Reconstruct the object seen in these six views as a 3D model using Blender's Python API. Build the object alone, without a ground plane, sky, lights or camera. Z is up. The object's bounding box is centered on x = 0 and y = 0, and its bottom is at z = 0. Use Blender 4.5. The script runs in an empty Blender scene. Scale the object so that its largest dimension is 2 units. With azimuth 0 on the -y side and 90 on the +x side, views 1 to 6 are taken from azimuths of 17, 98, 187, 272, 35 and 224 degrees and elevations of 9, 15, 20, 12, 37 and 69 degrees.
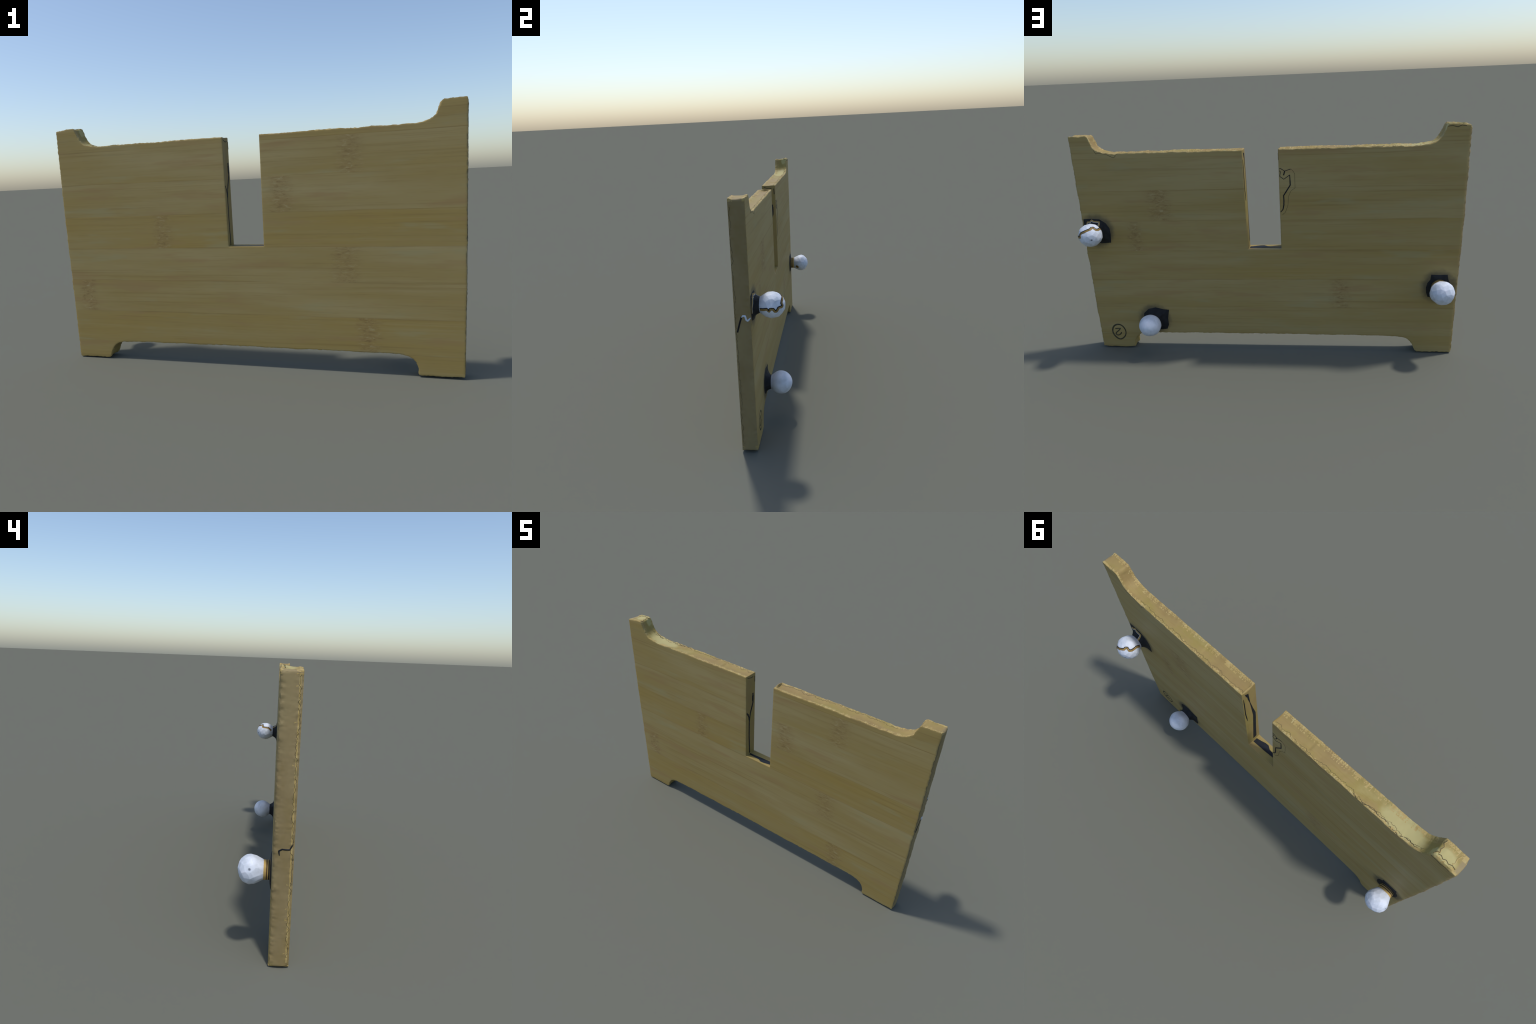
# A flat bamboo panel standing on two short feet: coved horns at both upper
# corners, an open slot cut down from the top edge, ragged pale arrises, and
# three white ball pins set on dark pads on its back.
import bpy, bmesh, math, random
from mathutils import Vector, noise
from mathutils.bvhtree import BVHTree
from mathutils.geometry import delaunay_2d_cdt

rnd = random.Random(7)

# ------------------------------------------------------------------ sizes
FRONT_Y, BACK_Y = -0.1105, -0.031
SLAT0, SLAT_H = 0.098, 0.1655            # glued slats: lowest seam, slat height


def front_y(x, z):
    sag = max(0.0, (0.75 - z) / 0.75) * (1 - x) / 2
    return FRONT_Y + max(0.0, x) * 0.004 * (z - 0.6) / 0.6 - 0.0035 * sag


def back_y(x, z):
    return BACK_Y - 0.005 * x + 0.003 * (z - 0.6) / 0.6


# ------------------------------------------------------------------ node helper
class Nodes:
    def __init__(self, name, rough=0.6, spec=0.3):
        self.mat = bpy.data.materials.new(name)
        self.mat.use_nodes = True
        self.t = self.mat.node_tree
        self.bsdf = self.t.nodes["Principled BSDF"]
        self.bsdf.inputs["Roughness"].default_value = rough
        self.bsdf.inputs["Specular IOR Level"].default_value = spec

    def put(self, sock, v):
        if isinstance(v, bpy.types.NodeSocket):
            self.t.links.new(v, sock)
        elif v is not None:
            if sock.type == 'RGBA' and len(v) == 3:
                v = (*v, 1.0)
            sock.default_value = v

    def math(self, op, a, b=None, c=None, clamp=False):
        n = self.t.nodes.new("ShaderNodeMath")
        n.operation, n.use_clamp = op, clamp
        for s, v in zip(n.inputs, (a, b, c)):
            self.put(s, v)
        return n.outputs[0]

    def step(self, v, lo, hi):
        n = self.t.nodes.new("ShaderNodeMapRange")
        n.interpolation_type = 'SMOOTHSTEP'
        self.put(n.inputs["Value"], v)
        n.inputs["From Min"].default_value = lo
        n.inputs["From Max"].default_value = hi
        return n.outputs[0]

    def xyz(self):
        n = self.t.nodes.new("ShaderNodeTexCoord")
        s = self.t.nodes.new("ShaderNodeSeparateXYZ")
        self.t.links.new(n.outputs["Object"], s.inputs[0])
        self.coord = n.outputs["Object"]
        return s.outputs

    def vec(self, x, y, z):
        n = self.t.nodes.new("ShaderNodeCombineXYZ")
        for s, v in zip(n.inputs, (x, y, z)):
            self.put(s, v)
        return n.outputs[0]

    def noise(self, vec, scale=1.0, detail=3.0, rough=0.55, dist=0.0):
        n = self.t.nodes.new("ShaderNodeTexNoise")
        self.put(n.inputs["Vector"], vec)
        n.inputs["Scale"].default_value = scale
        n.inputs["Detail"].default_value = detail
        n.inputs["Roughness"].default_value = rough
        n.inputs["Distortion"].default_value = dist
        return n.outputs[0]

    def white(self, vec):
        n = self.t.nodes.new("ShaderNodeTexWhiteNoise")
        n.noise_dimensions = '3D'
        self.put(n.inputs["Vector"], vec)
        return n.outputs["Value"]

    def ramp(self, fac, stops, mode='LINEAR'):
        n = self.t.nodes.new("ShaderNodeValToRGB")
        n.color_ramp.interpolation = mode
        el = n.color_ramp.elements
        while len(el) < len(stops):
            el.new(0.5)
        for e, (p, c) in zip(el, stops):
            e.position, e.color = p, (*c, 1.0)
        self.put(n.inputs[0], fac)
        return n.outputs[0]

    def mix(self, fac, a, b, mode='MIX'):
        n = self.t.nodes.new("ShaderNodeMix")
        n.data_type, n.blend_type = 'RGBA', mode
        self.put(n.inputs["Factor"], fac)
        self.put(n.inputs["A"], a)
        self.put(n.inputs["B"], b)
        return n.outputs["Result"]

    def dist(self, p, scale=(1, 1, 1)):
        n = self.t.nodes.new("ShaderNodeMapping")
        n.vector_type = 'POINT'
        n.inputs["Location"].default_value = [-a * b for a, b in zip(p, scale)]
        n.inputs["Scale"].default_value = scale
        self.t.links.new(self.coord, n.inputs[0])
        m = self.t.nodes.new("ShaderNodeVectorMath")
        m.operation = 'LENGTH'
        self.t.links.new(n.outputs[0], m.inputs[0])
        return m.outputs["Value"]

    def bump(self, h, strength=0.2, dist=0.003):
        n = self.t.nodes.new("ShaderNodeBump")
        n.inputs["Strength"].default_value = strength
        n.inputs["Distance"].default_value = dist
        self.put(n.inputs["Height"], h)
        self.t.links.new(n.outputs[0], self.bsdf.inputs["Normal"])

    def done(self, colour):
        self.put(self.bsdf.inputs["Base Color"], colour)
        return self.mat


# ------------------------------------------------------------------ bamboo
# growth nodes (knots): x, slat number, on which face, width, strength
KNOTS_FRONT = [(-0.428, 3, .026, 0.9), (0.186, 4, .030, 0.9), (0.508, 5, .030, 0.75),
               (0.478, 2, .034, 0.75), (0.578, 0, .028, 0.9), (-0.888, 1, .026, 0.9)]
KNOTS_BACK = [(0.553, 4, .034, 1.0), (0.705, 3, .022, 0.85), (-0.387, 1, .030, 0.8)]
PINS = {"A": (0.911, 0.050, 0.711), "B": (0.659, 0.044, 0.186), "C": (-0.894, 0.058, 0.391)}

WOOD_PALE = (0.372, 0.292, 0.132)
WOOD_MID = (0.330, 0.244, 0.089)
WOOD_GOLD = (0.334, 0.233, 0.066)
WOOD_DARK = (0.235, 0.158, 0.052)
WOOD_KNOT = (0.195, 0.124, 0.046)
EDGE_TAN = (0.275, 0.202, 0.074)
LIP_TAN = (0.365, 0.268, 0.100)
PALE_PATCH = (0.385, 0.340, 0.150)


def bamboo_face():
    N = Nodes("bamboo_face", 0.55, 0.25)
    x, y, z = N.xyz()
    wob = N.math('MULTIPLY', N.math('SUBTRACT', N.noise(N.vec(N.math('MULTIPLY', x, 2.0), 0.0, 0.0), 1.0, 2.0), 0.5), 0.006)
    zw = N.math('ADD', z, wob)
    idx = N.math('FLOOR', N.math('DIVIDE', N.math('SUBTRACT', zw, SLAT0), SLAT_H))
    frac = N.math('FRACT', N.math('DIVIDE', N.math('SUBTRACT', zw, SLAT0), SLAT_H))
    back = N.math('GREATER_THAN', y, -0.07)
    shift = N.math('ADD', N.math('MULTIPLY', idx, 3.7), N.math('MULTIPLY', back, 31.0))
    gx = N.math('ADD', x, shift)
    # slow tone drift along each slat, long fibres and fine fibres
    drift = N.noise(N.vec(N.math('MULTIPLY', gx, 1.1), shift, N.math('MULTIPLY', z, 9.0)), 1.0, 3.0, 0.5)
    fibre = N.noise(N.vec(N.math('MULTIPLY', gx, 0.75), shift, N.math('MULTIPLY', z, 66.0)), 1.0, 5.0, 0.62, 0.15)
    fine = N.noise(N.vec(N.math('MULTIPLY', gx, 7.0), shift, N.math('MULTIPLY', z, 210.0)), 1.0, 3.0, 0.6)
    front_tone = N.ramp(N.math('DIVIDE', N.math('ADD', idx, 1.5), 8.0),
                        [(i / 8, (v, v, v)) for i, v in enumerate((.70, .80, .50, .10, .95, .30, .42, .55))], 'CONSTANT')
    slat = N.mix(back, front_tone, N.vec(*[N.math('MULTIPLY', N.white(N.vec(idx, back, 4.0)), 0.45)] * 3))
    tone = N.math('ADD', N.math('MULTIPLY', slat, 0.25), N.math('MULTIPLY', drift, 0.80))
    col = N.ramp(tone, [(0.28, WOOD_PALE), (0.52, WOOD_MID), (0.78, WOOD_GOLD)])
    col = N.mix(N.math('MULTIPLY', N.step(fibre, 0.52, 0.74), 0.55), col, WOOD_DARK)
    col = N.mix(N.math('MULTIPLY', N.step(fibre, 0.47, 0.30), 0.30), col, WOOD_PALE)
    col = N.mix(N.math('MULTIPLY', N.step(fine, 0.50, 0.75), 0.28), col, WOOD_DARK)
    # greyed and reddish clouds
    cloud = N.noise(N.vec(N.math('MULTIPLY', gx, 2.4), shift, N.math('MULTIPLY', z, 16.0)), 1.0, 3.0)
    col = N.mix(N.math('MULTIPLY', N.step(cloud, 0.55, 0.70), 0.55), col, (0.315, 0.205, 0.085))
    col = N.mix(N.math('MULTIPLY', N.step(cloud, 0.45, 0.30), 0.50), col, (0.325, 0.284, 0.140))
    # glue line between slats: a thin darker run that comes and goes
    edge = N.math('MINIMUM', frac, N.math('SUBTRACT', 1.0, frac))
    glue = N.math('MULTIPLY', N.step(edge, 0.035, 0.0),
                  N.step(N.noise(N.vec(N.math('MULTIPLY', x, 2.2), shift, idx), 1.0, 2.0), 0.42, 0.62))
    col = N.mix(N.math('MULTIPLY', glue, 0.55), col, WOOD_DARK)
    # growth nodes: a short upright band of broken wavy fibre across one slat
    jit = N.noise(N.vec(N.math('MULTIPLY', x, 3.0), 0.0, N.math('MULTIPLY', z, 55.0)), 1.0, 5.0, 0.75)
    xw = N.math('ADD', x, N.math('MULTIPLY', N.math('SUBTRACT', jit, 0.5), 0.11))
    total = None
    for face, knots in ((0.0, KNOTS_FRONT), (1.0, KNOTS_BACK)):
        for kx, ks, kw, kf in knots:
            m = N.step(N.math('ABSOLUTE', N.math('SUBTRACT', xw, kx)), kw * 2.6, kw * 0.3)
            m = N.math('MULTIPLY', m, N.math('COMPARE', idx, float(ks), 0.1))
            m = N.math('MULTIPLY', m, N.math('COMPARE', back, face, 0.1))
            m = N.math('MULTIPLY', m, kf)
            total = m if total is None else N.math('MAXIMUM', total, m)
    total = N.math('MULTIPLY', total, N.step(N.noise(N.vec(N.math('MULTIPLY', x, 16.0), back, N.math('MULTIPLY', z, 24.0)), 1.0, 2.0), 0.24, 0.47))
    broken = N.noise(N.vec(N.math('MULTIPLY', x, 30.0), 0.0, N.math('MULTIPLY', zw, 88.0)), 1.0, 4.0, 0.65, 0.7)
    col = N.mix(N.math('MULTIPLY', total, 0.48), col, (0.285, 0.190, 0.075))
    col = N.mix(N.math('MULTIPLY', total, N.math('MULTIPLY', N.step(broken, 0.48, 0.69), 0.72)), col, WOOD_KNOT)
    col = N.mix(N.math('MULTIPLY', total, N.math('MULTIPLY', N.step(broken, 0.46, 0.34), 0.8)), col, (0.40, 0.325, 0.16))
    # soft dark halo around the pads on the back
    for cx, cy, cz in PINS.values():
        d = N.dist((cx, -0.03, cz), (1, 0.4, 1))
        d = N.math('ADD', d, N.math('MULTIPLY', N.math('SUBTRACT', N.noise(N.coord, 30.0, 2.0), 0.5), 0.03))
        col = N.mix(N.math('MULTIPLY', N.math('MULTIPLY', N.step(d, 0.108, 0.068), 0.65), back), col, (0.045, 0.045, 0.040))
    h = N.math('ADD', fibre, N.math('MULTIPLY', N.math('MULTIPLY', broken, total), 1.5))
    N.bump(h, 0.25, 0.0015)
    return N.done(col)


def bamboo_edge():
    N = Nodes("bamboo_cut_edge", 0.6, 0.2)
    x, y, z = N.xyz()
    cl = N.noise(N.vec(N.math('MULTIPLY', x, 5.0), N.math('MULTIPLY', y, 8.0), N.math('MULTIPLY', z, 5.0)), 1.0, 4.0, 0.6)
    gr = N.noise(N.vec(N.math('MULTIPLY', x, 12.0), N.math('MULTIPLY', y, 140.0), N.math('MULTIPLY', z, 12.0)), 1.0, 3.0, 0.6)
    col = N.ramp(cl, [(0.32, (0.305, 0.248, 0.092)), (0.44, (0.265, 0.205, 0.062)), (0.54, EDGE_TAN), (0.68, (0.252, 0.178, 0.070))])
    col = N.mix(N.math('MULTIPLY', N.step(gr, 0.52, 0.72), 0.35), col, WOOD_DARK)
    ends = N.step(N.math('ABSOLUTE', x), .972, .985)
    col = N.mix(ends, col, N.ramp(cl, [(0.32, (0.262, 0.208, 0.102)), (0.50, (0.240, 0.184, 0.090)), (0.68, (0.220, 0.165, 0.070))]))
    # bleached patches on the horn and in the cove at the far left
    wob = N.math('MULTIPLY', N.math('SUBTRACT', N.noise(N.coord, 22.0, 3.0), 0.5), 0.04)
    for p, s, r in (((-0.930, -0.052, 1.215), (1.0, 1.3, 0.6), 0.040),
                    ((-0.735, -0.062, 1.110), (0.65, 1.0, 0.8), 0.055),
                    ((-0.800, -0.058, 1.115), (0.8, 1.2, 0.8), 0.045),
                    ((-0.890, -0.040, 1.205), (1.0, 1.0, 1.0), 0.022)):
        d = N.math('ADD', N.dist(p, s), wob)
        col = N.mix(N.math('MULTIPLY', N.step(d, r * 1.35, r * 0.75), 0.85), col, PALE_PATCH)
    N.bump(cl, 0.25, 0.004)
    return N.done(col)


def bamboo_lip():
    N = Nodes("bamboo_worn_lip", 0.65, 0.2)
    N.xyz()
    n = N.noise(N.coord, 38.0, 3.0)
    return N.done(N.ramp(n, [(0.30, (0.39, 0.315, 0.14)), (0.52, LIP_TAN), (0.72, (0.320, 0.238, 0.086))]))


def plain(name, rgb, rough=0.6, var=0.25, scale=40.0):
    N = Nodes(name, rough, 0.2)
    N.xyz()
    n = N.noise(N.coord, scale, 3.0)
    lo, hi = [c * (1 - var) for c in rgb], [min(1, c * (1 + var)) for c in rgb]
    return N.done(N.ramp(n, [(0.3, lo), (0.7, hi)]))


def ball_paint(name, specks, tan_spot=None):
    N = Nodes(name, 0.5, 0.25)
    N.xyz()
    n = N.noise(N.coord, 26.0, 4.0, 0.6)
    col = N.ramp(n, [(0.28, (0.50, 0.545, 0.605)), (0.5, (0.605, 0.65, 0.735)), (0.72, (0.69, 0.735, 0.82))])
    m = N.noise(N.coord, 17.0, 2.0)
    col = N.mix(N.math('MULTIPLY', N.step(m, 0.55, 0.72), 0.25), col, (0.64, 0.60, 0.66))
    for d, r in specks:
        p = Vector(d).normalized() * 0.061
        k = N.math('ADD', N.dist(p), N.math('MULTIPLY', N.math('SUBTRACT', N.noise(N.coord, 120.0, 2.0), 0.5), r * 0.9))
        col = N.mix(N.math('MULTIPLY', N.step(k, r * 1.3, r * 0.4), 0.85), col, (0.075, 0.09, 0.125))
    if tan_spot:
        k = N.dist(Vector(tan_spot).normalized() * 0.061)
        col = N.mix(N.step(k, 0.0145, 0.0125), col, (0.23, 0.15, 0.045))
        col = N.mix(N.math('MULTIPLY', N.step(k, 0.008, 0.005), 0.6), col, (0.08, 0.055, 0.02))
    return N.done(col)


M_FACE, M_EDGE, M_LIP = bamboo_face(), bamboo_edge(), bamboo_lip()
M_BLACK = plain("black_line", (0.010, 0.012, 0.016), 0.6)
M_HAIR = plain("dark_hairline", (0.085, 0.068, 0.034), 0.7)
M_INK = plain("faded_ink", (0.058, 0.052, 0.030), 0.7, 0.4, 90)
M_PAD = plain("dark_pad", (0.017, 0.018, 0.0195), 0.7, 0.35)
M_BAND = plain("tan_band", (0.420, 0.285, 0.090), 0.6, 0.12)
M_BROWN = plain("brown_band", (0.090, 0.048, 0.022), 0.6)
M_WHITE = plain("pale_blue_line", (0.55, 0.62, 0.74), 0.6, 0.1)


# ------------------------------------------------------------------ mesh helpers
def new_obj(name, bm, mats, parent, smooth=True, angle=None, loc=(0, 0, 0)):
    me = bpy.data.meshes.new(name)
    bm.normal_update()
    bm.to_mesh(me)
    bm.free()
    for m in mats:
        me.materials.append(m)
    for p in me.polygons:
        p.use_smooth = smooth
    if angle:
        me.set_sharp_from_angle(angle=math.radians(angle))
    ob = bpy.data.objects.new(name, me)
    bpy.context.scene.collection.objects.link(ob)
    ob.location = loc
    if parent:
        ob.parent = parent
    return ob


root = bpy.data.objects.new("bamboo_panel_with_ball_pins", None)
bpy.context.scene.collection.objects.link(root)
root["label"] = "flat bamboo panel with slot, horns, feet and white ball pins"
root["category"] = "wooden panel"


# ------------------------------------------------------------------ board outline
# control points (x, z, corner radius, raggedness), going round from the left foot
OUTLINE = [
    (-0.982, 0.0025, .012, 1), (-0.789, 0.005, .014, 1), (-0.768, 0.056, .03, 1), (-0.741, 0.086, .03, 1),
    (-0.698, 0.096, .02, 1), (-0.25, 0.101, .02, 1), (0.30, 0.101, .02, 1), (0.700, 0.101, .03, 1),
    (0.739, 0.098, .02, 1), (0.768, 0.084, .02, 1), (0.787, 0.062, .02, 1), (0.796, 0.034, .012, 1),
    (0.796, 0.007, .010, 1), (0.998, 0.007, .012, 1),
    (0.9995, 0.40, .02, 1), (0.998, 0.80, .02, 1), (0.996, 1.208, .014, 1), (0.889, 1.209, .014, 1), (0.877, 1.175, .02, 1),
    (0.866, 1.150, .02, 1), (0.845, 1.132, .02, 1), (0.812, 1.122, .03, 1), (0.770, 1.118, .02, 1),
    (0.400, 1.119, .02, 1), (0.0965, 1.119, .004, .5), (0.0965, 0.600, .001, .1), (-0.079, 0.600, .001, .1),
    (-0.083, 1.1195, .004, .5), (-0.30, 1.1195, .02, 1), (-0.60, 1.119, .02, 1), (-0.765, 1.118, .03, 1), (-0.805, 1.124, .02, 1),
    (-0.838, 1.131, .02, 1), (-0.861, 1.155, .02, 1), (-0.876, 1.184, .02, 1), (-0.888, 1.216, .012, 1),
    (-0.918, 1.216, .02, 1), (-0.950, 1.210, .02, 1), (-1.000, 1.206, .012, 1), (-0.9985, 0.75, .02, 1), (-0.988, 0.30, .02, 1),
]


def rounded_outline(ctrl, step=0.0055):
    pts = []
    n = len(ctrl)
    for i, (x, z, r, rag) in enumerate(ctrl):
        p = Vector((x, z))
        a, b = Vector(ctrl[i - 1][:2]), Vector(ctrl[(i + 1) % n][:2])
        ra = min(r, (a - p).length * 0.45)
        rb = min(r, (b - p).length * 0.45)
        s, e = p + (a - p).normalized() * ra, p + (b - p).normalized() * rb
        k = 5 if r > 0.002 else 1
        for j in range(k + 1):
            t = j / k
            pts.append(((1 - t) ** 2 * s + 2 * t * (1 - t) * p + t * t * e, rag))
    out = []
    for (p, ra), (q, rb) in zip(pts, pts[1:] + pts[:1]):
        m = max(1, round((q - p).length / step))
        for j in range(m):
            t = j / m
            rag = ra + (rb - ra) * t
            if abs(p.x - q.x) < 0.01 and -0.1 < p.x < 0.11:
                rag = 0.1
            out.append((p.lerp(q, t), rag))
    return out


def build_board():
    line = rounded_outline(OUTLINE)
    n = len(line)
    nor = []
    for i in range(n):
        d1 = (line[i][0] - line[i - 1][0]).normalized()
        d2 = (line[(i + 1) % n][0] - line[i][0]).normalized()
        m = Vector((-(d1.y + d2.y), d1.x + d2.x))
        nor.append(m.normalized() / max(0.6, m.length / 2))
    # cross-section from the front face round the arris, into the hollowed
    # edge and out again: inset, place through the thickness, ragged amount
    SECTION = [(.0100, -.004, .25), (.0060, -.003, .5), (.0020, .010, .9), (.0000, .09, 1.0), (.0035, .17, .9),
               (.0085, .30, .35), (.0105, .50, .2), (.0085, .70, .35), (.0030, .84, .9), (-.0010, .92, 1.0),
               (.0020, .985, .9), (.0060, 1.003, .5), (.0100, 1.004, .25)]
    YRAG = [0, 0, .2, .7, 1, 1, .5, 1, 1, 1, .35, 0, 0]
    SLOT_RIGHT = [.005, .003, .001, .000, .000, -.002, -.004, -.004, -.002, .000, .001, .003, .005]
    SLOT_LEFT = [.005, .003, .001, .000, .001, .002, .002, .000, -.001, -.001, .001, .003, .005]
    # the two end faces belly outwards instead
    END_RIGHT = [.016, .011, .008, .006, .005, .003, .002, .003, .005, .007, .010, .016, .020]
    END_LEFT = [.016, .010, .008, .006, .004, .001, .000, .001, .002, .004, .010, .019, .026]
    bm = bmesh.new()
    rings, K = [], len(SECTION)
    jag = [[rnd.uniform(-1, 1) for _ in range(n)] for _ in SECTION]
    for k, (ins, t, rg) in enumerate(SECTION):
        ring = []
        for i, ((p, rag), m) in enumerate(zip(line, nor)):
            slot = rag < 0.3
            d = (SLOT_RIGHT[k] if p.x > .09 and p.y > .604 else SLOT_LEFT[k] if p.x < -.07 and p.y > .604 else ins * .3) if slot else ins * (0.8 if rag < 1 else 0.3 if p.y < .03 or p.y > 1.19 else 0.5)
            if k < 2 or k > K - 3:
                d = max(d, ins * .7)
            if abs(p.x) > .93:
                w = max(0.0, min(1.0, (abs(m.x) - .15) / .6))
                d += ((END_RIGHT[k] if p.x > 0 else END_LEFT[k]) - d) * w
            wave = noise.noise(Vector((p.x * 14, p.y * 14, t * 1.5 + 5))) * 0.0030 + \
                noise.noise(Vector((p.x * 55, p.y * 55, t * 5))) * 0.0026
            d += (wave + jag[k][i] * 0.0012) * rg * rag
            q = p + m * d
            fy, by = front_y(q.x, q.y), back_y(q.x, q.y)
            yy = fy + (by - fy) * t
            if 0 < k < len(SECTION) - 1:
                yy += (noise.noise(Vector((p.x * 60, p.y * 60, 9 + t * 3))) * 0.0040 + jag[k][i - 7] * 0.0016) * rag * rg * YRAG[k] * (0 if slot else .4 if abs(p.x) > .97 else 1)
            zz = max(q.y, 0.0)
            if p.x < -.885 and p.y > 1.19 and .4 < t < .97:      # chipped crest of the left horn
                zz += .006 * max(0.0, min(1.0, (t - .45) * 6 + noise.noise(Vector((p.x * 40, 0, 3))))) * min(1.0, (p.x + .99) / .03) * rg ** .3
            ring.append(bm.verts.new((q.x, yy, zz)))
        rings.append(ring)
    for k in range(K - 1):
        for i in range(n):
            j = (i + 1) % n
            p, rag = line[i]
            a = noise.noise(Vector((p.x * 23, p.y * 23, 2.0))) + 0.5 * jag[0][i]
            b = noise.noise(Vector((p.x * 23, p.y * 23, 8.0))) + 0.5 * jag[1][i]
            q = (rings[k][i], rings[k][j], rings[k + 1][j], rings[k + 1][i])
            halves = ((q[0], q[1], q[2]), (q[0], q[2], q[3])) if (i + k) % 2 else ((q[0], q[1], q[3]), (q[1], q[2], q[3]))
            left_back = p.x < -.96 and k > K - 6 and .03 < p.y < 1.19
            for h, tri in enumerate(halves):
                jut = .08 if abs(p.x) > .96 else .25
                aa, bb = a + (jut if h else -jut), b + (jut if h else -jut)
                lip = False
                left_end = p.x < -.97 and .03 < p.y < 1.19
                if rag > 0.3 and not left_back and not (p.x > .97 and .03 < p.y < 1.19):
                    lip = (k == 2 and aa > -0.1 and not left_end) or (k == 3 and (left_end or aa > -0.05)) or (k == 4 and aa > (0.75 if left_end else 0.35)) or \
                          (k == K - 5 and bb > 0.25) or (k == K - 4 and bb > -0.2) or (k == K - 3 and bb > -0.25)
                f = bm.faces.new(tri)
                f.material_index = 2 if lip else (0 if k < 2 or k >= K - 3 else 1)
    for ring, rev in ((rings[0], True), (rings[-1], False)):
        flat = [Vector((v.co.x, v.co.z)) for v in ring]
        inner = [Vector((-.96 + .04 * i, .04 + .04 * j)) for i in range(49) for j in range(29)]
        inner = [q for q in inner if min((q - w).length_squared for w in flat[::2]) > .018 ** 2]
        vs, _, fs, ov, _, _ = delaunay_2d_cdt(flat + inner, [(i, (i + 1) % n) for i in range(n)], [], 1, 1e-6)
        made = []
        for q, o in zip(vs, ov):
            o = [i for i in o if i < n]
            y = back_y(q.x, q.y) if not rev else front_y(q.x, q.y)
            th = back_y(q.x, q.y) - front_y(q.x, q.y)
            made.append(ring[o[0]] if o else bm.verts.new((q.x, y + (.004 * th if not rev else -.004 * th), q.y)))
        for t in fs:
            vv = [made[i] for i in t]
            if len(set(vv)) == 3:
                bm.faces.new(vv).material_index = 0
    bmesh.ops.recalc_face_normals(bm, faces=bm.faces)
    bvh = BVHTree.FromBMesh(bm)
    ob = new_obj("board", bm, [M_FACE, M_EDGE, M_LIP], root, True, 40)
    return ob, bvh, line


board, BOARD, LINE = build_board()


# ------------------------------------------------------------------ drawn lines laid on a surface
def resample(pts, step):
    out = [Vector(pts[0])]
    for a, b in zip(pts, pts[1:]):
        a, b = Vector(a), Vector(b)
        m = max(1, round((b - a).length / step))
        out += [a.lerp(b, j / m) for j in range(1, m + 1)]
    return out


def lay_ribbon(bm, samples, width, lift=0.0008, mat=0, side=0.0):
    """samples: (point on surface, normal); a thin raised strip along them.
    width may be a number or a function of the run 0..1; side shifts it sideways."""
    n = len(samples)
    rows = []
    for i, (p, nm) in enumerate(samples):
        a, b = samples[max(0, i - 1)][0], samples[min(n - 1, i + 1)][0]
        tan = (b - a)
        if tan.length < 1e-7:
            continue
        cr = tan.normalized().cross(nm).normalized()
        w = width(i / (n - 1)) if callable(width) else width
        c = p + cr * side
        rows.append([bm.verts.new(c + cr * s * w / 2 + nm * h) for s, h in ((-1, -.0012), (-1, lift), (1, lift), (1, -.0012))])
    for r, s in zip(rows, rows[1:]):
        for k in range(4):
            f = bm.faces.new((r[k], r[(k + 1) % 4], s[(k + 1) % 4], s[k]))
            f.material_index = mat
    if len(rows) > 1:
        for r in (rows[0][::-1], rows[-1]):
            bm.faces.new(r).material_index = mat


def on_board(pts, direction, step=0.004):
    d = Vector(direction).normalized()
    out = []
    for p in resample(pts, step):
        hit, nm, _, _ = BOARD.ray_cast(p - d * 0.12, d, 0.3)
        if hit is not None:
            out.append((hit, nm if nm.dot(d) < 0 else -nm))
    return out


def from_back(xz):
    return [(x, 0.0, z) for x, z in xz], (0, -1, 0)


def taper(w, ends=0.25):
    return lambda t: w * (ends + (1 - ends) * min(1, 6 * t, 6 * (1 - t)))


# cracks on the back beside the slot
bm = bmesh.new()
p, d = from_back([(-.1366, .9908), (-.1374, .9395), (-.102, .8866), (-.1026, .862), (-.1015, .838), (-.096, .815), (-.084, .801)])
lay_ribbon(bm, on_board(p, d), taper(.0055, .6))
for xz, w in (([(-.0845, 1.021), (-.091, 1.0239), (-.1119, 1.0102), (-.1411, 1.0197)], .0028), ([(-.1119, 1.0102), (-.1055, .9895)], .0052),
              ([(-.085, 1.0124), (-.0905, 1.008), (-.0865, .9843), (-.1062, .9695), (-.1366, .9908)], .0028)):
    p, d = from_back(xz)
    lay_ribbon(bm, on_board(p, d), w)
new_obj("surface_crack", bm, [M_BLACK], board)

bm = bmesh.new()
p, d = from_back([(-.1411, 1.0197), (-.152, 1.012), (-.162, .995), (-.161, .925), (-.140, .910), (-.126, .880), (-.122, .835), (-.108, .800), (-.092, .786)])
lay_ribbon(bm, on_board(p, d), .0014, .0003)
p, d = from_back([(.862, 1.138), (.852, 1.118), (.842, 1.122), (.80, 1.116), (.775, 1.103), (.762, 1.097), (.752, 1.103), (.749, 1.112), (.735, 1.117)])
lay_ribbon(bm, on_board(p, d), .0018, .0004)
p, d = from_back([(-.885, 1.203), (-.905, 1.206), (-.930, 1.199), (-.948, 1.207), (-.970, 1.203)])
lay_ribbon(bm, on_board(p, d), .0035, .0004)
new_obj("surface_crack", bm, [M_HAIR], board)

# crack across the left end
bm = bmesh.new()
p = [(-.98, y, z) for y, z in ((-.106, .541), (-.093, .519), (-.064, .521), (-.051, .513), (-.054, .494))]
lay_ribbon(bm, on_board(p, (1, 0, 0)), taper(.006, .4))
new_obj("surface_crack", bm, [M_BLACK], board)

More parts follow.
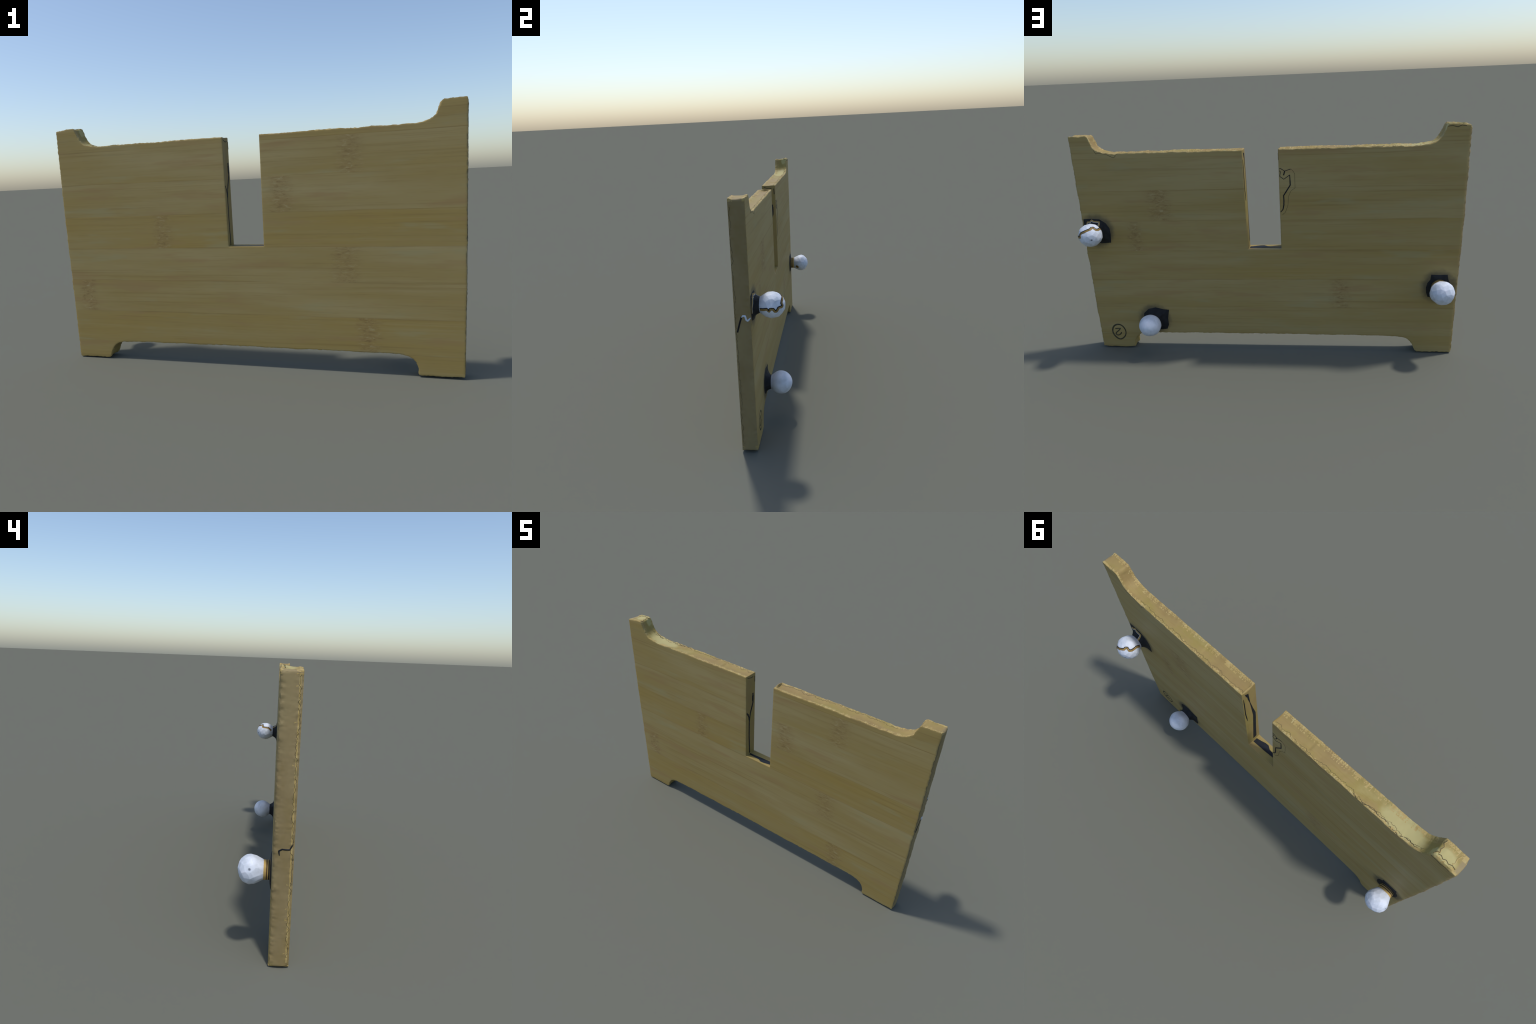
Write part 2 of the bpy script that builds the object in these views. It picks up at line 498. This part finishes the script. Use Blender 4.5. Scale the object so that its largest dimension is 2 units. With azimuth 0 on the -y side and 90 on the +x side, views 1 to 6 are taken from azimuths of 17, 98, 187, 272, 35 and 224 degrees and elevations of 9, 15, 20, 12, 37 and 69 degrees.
# crack on the right end, with its pale continuation up to the pad
bm = bmesh.new()
p = [(.98, y, z) for y, z in ((-.099, .612), (-.093, .632), (-.088, .650), (-.082, .668), (-.076, .686))]
lay_ribbon(bm, on_board(p, (-1, 0, 0)), .0075, mat=0)
p = [(.98, y, z) for y, z in ((-.078, .681), (-.070, .690), (-.060, .690), (-.056, .672), (-.050, .666), (-.044, .672), (-.037, .680))]
lay_ribbon(bm, on_board(p, (-1, 0, 0)), taper(.0080, .3), mat=1)
new_obj("surface_crack", bm, [M_BLACK, M_WHITE], board)

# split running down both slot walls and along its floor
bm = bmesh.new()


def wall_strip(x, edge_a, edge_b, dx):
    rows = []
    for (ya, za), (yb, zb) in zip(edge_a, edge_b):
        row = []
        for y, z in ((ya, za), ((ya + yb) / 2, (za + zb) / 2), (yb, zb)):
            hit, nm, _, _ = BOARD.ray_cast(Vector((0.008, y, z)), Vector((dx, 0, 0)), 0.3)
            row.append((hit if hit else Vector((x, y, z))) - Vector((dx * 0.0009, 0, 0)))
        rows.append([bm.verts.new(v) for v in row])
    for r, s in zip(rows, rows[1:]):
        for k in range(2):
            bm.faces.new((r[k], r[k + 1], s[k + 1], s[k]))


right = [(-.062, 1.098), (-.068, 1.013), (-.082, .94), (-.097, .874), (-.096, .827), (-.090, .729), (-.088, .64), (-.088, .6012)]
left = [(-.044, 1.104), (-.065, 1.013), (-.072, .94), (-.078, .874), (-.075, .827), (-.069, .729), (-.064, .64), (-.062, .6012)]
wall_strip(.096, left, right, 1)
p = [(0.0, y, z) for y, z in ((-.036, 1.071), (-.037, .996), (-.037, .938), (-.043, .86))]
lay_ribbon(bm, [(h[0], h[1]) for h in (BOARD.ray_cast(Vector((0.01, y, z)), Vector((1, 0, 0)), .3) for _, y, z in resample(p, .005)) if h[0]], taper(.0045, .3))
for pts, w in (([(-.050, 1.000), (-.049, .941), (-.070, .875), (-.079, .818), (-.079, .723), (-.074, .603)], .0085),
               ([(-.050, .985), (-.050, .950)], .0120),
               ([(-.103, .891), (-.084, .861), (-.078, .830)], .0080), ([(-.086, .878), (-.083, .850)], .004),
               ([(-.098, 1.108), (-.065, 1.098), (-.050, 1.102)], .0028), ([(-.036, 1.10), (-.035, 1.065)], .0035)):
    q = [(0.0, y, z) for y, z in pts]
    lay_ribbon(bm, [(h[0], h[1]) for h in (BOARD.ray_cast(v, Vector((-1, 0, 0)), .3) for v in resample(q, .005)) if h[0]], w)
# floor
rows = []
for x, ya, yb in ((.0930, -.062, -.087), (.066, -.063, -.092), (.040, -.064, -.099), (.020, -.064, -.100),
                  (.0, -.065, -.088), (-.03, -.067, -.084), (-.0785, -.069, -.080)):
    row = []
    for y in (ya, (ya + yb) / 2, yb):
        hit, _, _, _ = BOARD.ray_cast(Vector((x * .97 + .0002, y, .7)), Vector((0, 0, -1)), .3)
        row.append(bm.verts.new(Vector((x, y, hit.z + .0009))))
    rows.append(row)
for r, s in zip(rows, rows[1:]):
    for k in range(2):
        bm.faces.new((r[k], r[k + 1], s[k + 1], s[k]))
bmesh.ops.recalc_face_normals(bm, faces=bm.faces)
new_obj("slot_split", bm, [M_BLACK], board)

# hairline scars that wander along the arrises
bm = bmesh.new()


def scar(i0, i1, t0, amp, width, seed):
    r2 = random.Random(seed)
    n = len(LINE)
    out, t, drift = [], t0, 0.0
    for i in range(i0, i1):
        p, _ = LINE[i % n]
        a, b = LINE[(i - 1) % n][0], LINE[(i + 1) % n][0]
        dirn = (b - a).normalized()
        inward = Vector((-dirn.y, dirn.x))
        drift = 0.7 * drift + r2.uniform(-amp, amp)
        y = front_y(p.x, p.y) + (back_y(p.x, p.y) - front_y(p.x, p.y)) * (t + drift)
        src = Vector((p.x - inward.x * .03, y, p.y - inward.y * .03))
        hit, nm, _, _ = BOARD.ray_cast(src, Vector((inward.x, 0, inward.y)), .08)
        if hit is not None:
            out.append((hit, nm))
    if len(out) > 2:
        lay_ribbon(bm, out, width, .0003)


def run_index(cond):
    idx = [i for i, (p, _) in enumerate(LINE) if cond(p)]
    return min(idx), max(idx)


a, b = run_index(lambda p: p.x < -0.97 and .04 < p.y < 1.19)
scar(a, b, .13, .05, .0016, 1)
a, b = run_index(lambda p: p.x > 0.97 and .04 < p.y < 1.18)
scar(a, b, .10, .04, .0016, 2)
a, b = run_index(lambda p: .10 < p.x < .78 and p.y > 1.1)
scar(a, b, .80, .06, .0014, 3)
a, b = run_index(lambda p: -.86 < p.x < -.09 and p.y > 1.1)
scar(a, b, .85, .06, .0015, 4)
scar(b - 60, b - 4, .90, .05, .0030, 5)
new_obj("edge_scar", bm, [M_HAIR], board)

# broken cap on the left horn: a ragged line across its crest
bm = bmesh.new()
crest = [(-.886, -.032), (-.893, -.046), (-.901, -.047), (-.897, -.062), (-.901, -.076), (-.892, -.088), (-.896, -.103)]
back_run = [(-.900, -.040), (-.912, -.043), (-.922, -.036), (-.935, -.043), (-.948, -.037), (-.962, -.044), (-.978, -.040)]
for xy, w, mat in ((crest, .0060, 0), (crest, .0018, 1), (back_run, .0026, 1), ([(-.958, -.048), (-.966, -.058), (-.962, -.078), (-.968, -.096)], .0045, 0)):
    lay_ribbon(bm, on_board([(x, y, 1.216) for x, y in xy], (0, 0, -1), .003), w, .0006 + .0004 * mat, mat)
new_obj("edge_scar", bm, [M_LIP, M_HAIR], board)

# circled hand-drawn figure on the back of the right foot
bm = bmesh.new()
ring = [(.8825 + .0375 * math.cos(a) * (1 + .05 * math.sin(2 * a + 1)), .1030 + .0470 * math.sin(a) * (1 + .03 * math.sin(3 * a)))
        for a in (2 * math.pi * k / 48 for k in range(49))]
p, d = from_back(ring)
lay_ribbon(bm, on_board(p, d, .003), lambda t: .0078 + .0012 * math.sin(9 * t), .0003)
p, d = from_back([(.904, .121), (.893, .1225), (.884, .123), (.871, .1235)])
lay_ribbon(bm, on_board(p, d, .003), .0064, .0003)
p, d = from_back([(.8725, .1235), (.882, .112), (.893, .103), (.901, .0965), (.904, .090), (.901, .083), (.894, .0795), (.885, .0815), (.877, .087), (.8715, .094), (.8705, .099)])
lay_ribbon(bm, on_board(p, d, .003), .0064, .0004)
new_obj("circled_numeral", bm, [M_INK], board)


# ------------------------------------------------------------------ ball pins
PADS = {
    "A": [(.982, .700), (.983, .778), (.940, .780), (.890, .7755), (.857, .753), (.8395, .723), (.838, .690), (.843, .640),
          (.897, .637), (.930, .642), (.970, .655)],
    "B": [(.5655, .247), (.600, .250), (.647, .261), (.690, .250), (.719, .2236), (.727, .186), (.715, .150), (.680, .125),
          (.630, .118), (.590, .122), (.578, .150), (.5785, .190)],
    "C": [(-.8495, .459), (-.890, .457), (-.934, .459), (-.939, .430), (-.955, .400), (-.956, .360), (-.945, .325), (-.900, .322),
          (-.837, .331), (-.829, .355), (-.8265, .384), (-.832, .410), (-.847, .430)],
}
# neck radius, neck distance below the ball centre, how high the pad climbs
FORM = {"A": dict(r=.0610, neck=.036, drop=.056, rise=1.0, hull=92),
        "B": dict(r=.0590, neck=.034, drop=.052, rise=1.0, hull=0),
        "C": dict(r=.0625, neck=.0415, drop=.0530, rise=0.16, hull=95)}
SPECKS = {"A": ([((.46, .80, .36), .006), ((-.48, .86, -.17), .006)], None),
          "B": ([], None),
          "C": ([((-.93, .06, .35), .0062), ((-.43, .90, -.02), .0055), ((0, .99, -.15), .0055), ((-.23, .97, -.02), .005),
                 ((-.35, .93, -.25), .004), ((-.5, .85, .2), .004)], (.81, -.42, -.32))}


def pad_mesh(key, parent):
    cx, cy, cz = PINS[key]
    f = FORM[key]
    poly = resample([Vector(p) for p in PADS[key] + PADS[key][:1]], .004)[:-1]
    bm = bmesh.new()
    rings = []
    top = cy - f["drop"] + .004
    steps = 12
    for s in range(steps + 1):
        t = s / steps
        ring = []
        for q in poly:
            dv = q - Vector((cx, cz))
            neck = dv.normalized() * f["neck"]
            u = t ** 1.15
            w = neck.lerp(dv, u)
            by = back_y(cx + w.x, cz + w.y)
            h = (1 - t) ** 2.6
            if key == "C":
                h = (1 - t ** 2) * .16
            y = by + .0012 + (top - by) * h
            if t == 1:
                y = by - .0015
            ring.append(bm.verts.new((w.x, y - cy, w.y)))
        rings.append(ring)
    m = len(poly)
    for r, s in zip(rings, rings[1:]):
        for i in range(m):
            bm.faces.new((r[i], r[(i + 1) % m], s[(i + 1) % m], s[i]))
    bm.faces.new(rings[0])
    bmesh.ops.recalc_face_normals(bm, faces=bm.faces)
    return new_obj("base_pad", bm, [M_PAD], parent, True, 50)


def ball_mesh(key, parent):
    f = FORM[key]
    r, nk, dr = f["r"], f["neck"], f["drop"]
    bm = bmesh.new()
    r3 = random.Random(ord(key))
    if f["hull"]:
        n = f["hull"]
        for i in range(n):
            yy = 1 - 2 * (i + .5) / n
            if yy < -0.70:
                continue
            ph = i * 2.39996 + r3.uniform(-.16, .16)
            q = math.sqrt(1 - yy * yy)
            v = Vector((q * math.cos(ph), yy + r3.uniform(-.03, .03), q * math.sin(ph))).normalized() * r * r3.uniform(.985, 1.012)
            if key == "C":
                v.y *= .89
            bm.verts.new(v)
        for i in range(20):
            a = i * math.tau / 20
            bm.verts.new((nk * math.cos(a), -dr, nk * math.sin(a)))
        res = bmesh.ops.convex_hull(bm, input=bm.verts)
        junk = [v for v in bm.verts if not v.link_faces]
        bmesh.ops.delete(bm, geom=junk, context='VERTS')
        bmesh.ops.dissolve_limit(bm, angle_limit=math.radians(4), verts=bm.verts, edges=bm.edges)
        bmesh.ops.triangulate(bm, faces=[x for x in bm.faces if len(x.verts) > 8])
        bmesh.ops.bevel(bm, geom=list(bm.edges), offset=.0014, segments=2, profile=.5, affect='EDGES', clamp_overlap=True)
    else:
        bmesh.ops.create_icosphere(bm, subdivisions=5, radius=r)
        for v in bm.verts:
            v.co *= 1 + noise.noise(v.co * 34 + Vector((3, 1, 2))) * .022
            if v.co.y < -.028:
                t = min(1, (-.028 - v.co.y) / (dr - .028))
                rad = math.hypot(v.co.x, v.co.z)
                want = .0515 + (nk - .0515) * t
                if rad > 1e-5 and v.co.y > -dr - .004:
                    k = max(1, want / rad) if rad > .018 else 1
                    v.co.x *= k
                    v.co.z *= k
                v.co.y = max(v.co.y, -dr)
    return new_obj("ball", bm, [ball_paint("white_ball_paint_" + key.lower(), *SPECKS[key])], parent, True, 60), None


def ball_ribbon(bm, dirs, r, bands, bvh):
    pts = []
    for a, b in zip(dirs, dirs[1:]):
        a, b = Vector(a).normalized(), Vector(b).normalized()
        m = max(2, round((a - b).length / .05))
        pts += [a.lerp(b, j / m).normalized() for j in range(m)]
    pts.append(Vector(dirs[-1]).normalized())
    samples = []
    for q in pts:
        hit, nm, _, _ = bvh.ray_cast(q * r * 2, -q, r * 2)
        if hit is not None:
            samples.append((hit, q))
    for side, w, mat, lift in bands:
        lay_ribbon(bm, samples, w, lift, mat, side)


for key in ("A", "B", "C"):
    pin = bpy.data.objects.new("ball_pin", None)
    bpy.context.scene.collection.objects.link(pin)
    pin.parent = root
    pin.location = PINS[key]
    ball, _ = ball_mesh(key, pin)
    pad = pad_mesh(key, pin)
    f = FORM[key]
    if key == "C":
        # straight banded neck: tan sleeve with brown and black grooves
        bm = bmesh.new()
        y0, y1 = -f["drop"] + .002, back_y(PINS[key][0], PINS[key][2]) - PINS[key][1] + .001
        L = y0 - y1
        prof = [(0, 0), (.0, 0), (.36, 0), (.37, 1), (.48, 1), (.49, 0), (.63, 0), (.64, 2), (.76, 2), (.77, 0), (1, 0)]
        seg, rings = 40, []
        for t, m in prof:
            rad = f["neck"] + (-.0010 if m else 0)
            rings.append(([bm.verts.new((rad * math.cos(i * math.tau / seg), y0 - L * t, rad * math.sin(i * math.tau / seg))) for i in range(seg)], m))
        for (ra, ma), (rb, mb) in zip(rings, rings[1:]):
            for i in range(seg):
                fc = bm.faces.new((ra[i], ra[(i + 1) % seg], rb[(i + 1) % seg], rb[i]))
                fc.material_index = max(ma, mb)
        bm.faces.new(rings[0][0])
        bm.faces.new(rings[-1][0])
        bmesh.ops.remove_doubles(bm, verts=bm.verts, dist=1e-6)
        bmesh.ops.recalc_face_normals(bm, faces=bm.faces)
        new_obj("neck", bm, [M_BAND, M_BROWN, M_BLACK], pin, True, 30)
    if key == "A":
        me = ball.data
        bvh = BVHTree.FromPolygons([v.co for v in me.vertices], [p.vertices for p in me.polygons])
        bm = bmesh.new()
        zig = [(.62, -.78, -.14), (.80, -.60, -.11), (.96, -.28, -.02), (.98, -.12, -.18), (1, 0, 0), (.98, .19, -.01), (.93, .31, -.22), (.87, .44, -.22),
               (.81, .58, .03), (.57, .82, .05), (.50, .85, .10), (.50, .78, .30), (.40, .80, .42), (.20, .82, .50), (.07, .82, .56),
               (-.20, .72, .65), (-.39, .60, .70), (-.43, .45, .79), (-.53, .34, .78), (-.73, .36, .58), (-.84, .12, .52), (-.84, -.14, .52), (-.80, -.36, .48), (-.70, -.70, .16)]
        ball_ribbon(bm, zig, f["r"], [(0, .0105, 1, .0005), (-.0058, .0042, 0, .0010), (-.0004, .0017, 2, .0010), (.0036, .0014, 2, .0010)], bvh)
        new_obj("zigzag_seam", bm, [M_BLACK, M_BAND, M_BROWN], pin, False)
        # the same seam wandering over the pad
        pm = pad.data
        pb = BVHTree.FromPolygons([v.co for v in pm.vertices], [q.vertices for q in pm.polygons])
        bm = bmesh.new()
        cx, cy, cz = PINS[key]
        path = [(.968, .690), (.971, .712), (.966, .728), (.963, .742), (.9612, .7516), (.9566, .7595), (.9437, .7600), (.9338, .7703), (.9238, .763), (.8922, .7602), (.889, .735), (.8885, .722)]
        for step_pts in [resample([(x - cx, 0.06, z - cz) for x, z in path], .003)]:
            smp = []
            for q in step_pts:
                hit, nm, _, _ = pb.ray_cast(q, Vector((0, -1, 0)), .3)
                if hit is not None:
                    smp.append((hit, nm if nm.y > 0 else -nm))
            lay_ribbon(bm, smp, .0075, .0006, 1)
            lay_ribbon(bm, smp, .0011, .0010, 2)
            lay_ribbon(bm, smp, .0012, .0008, 3, side=.0042)
        new_obj("zigzag_seam", bm, [M_BLACK, M_BAND, M_BROWN, M_WHITE], pin, False)
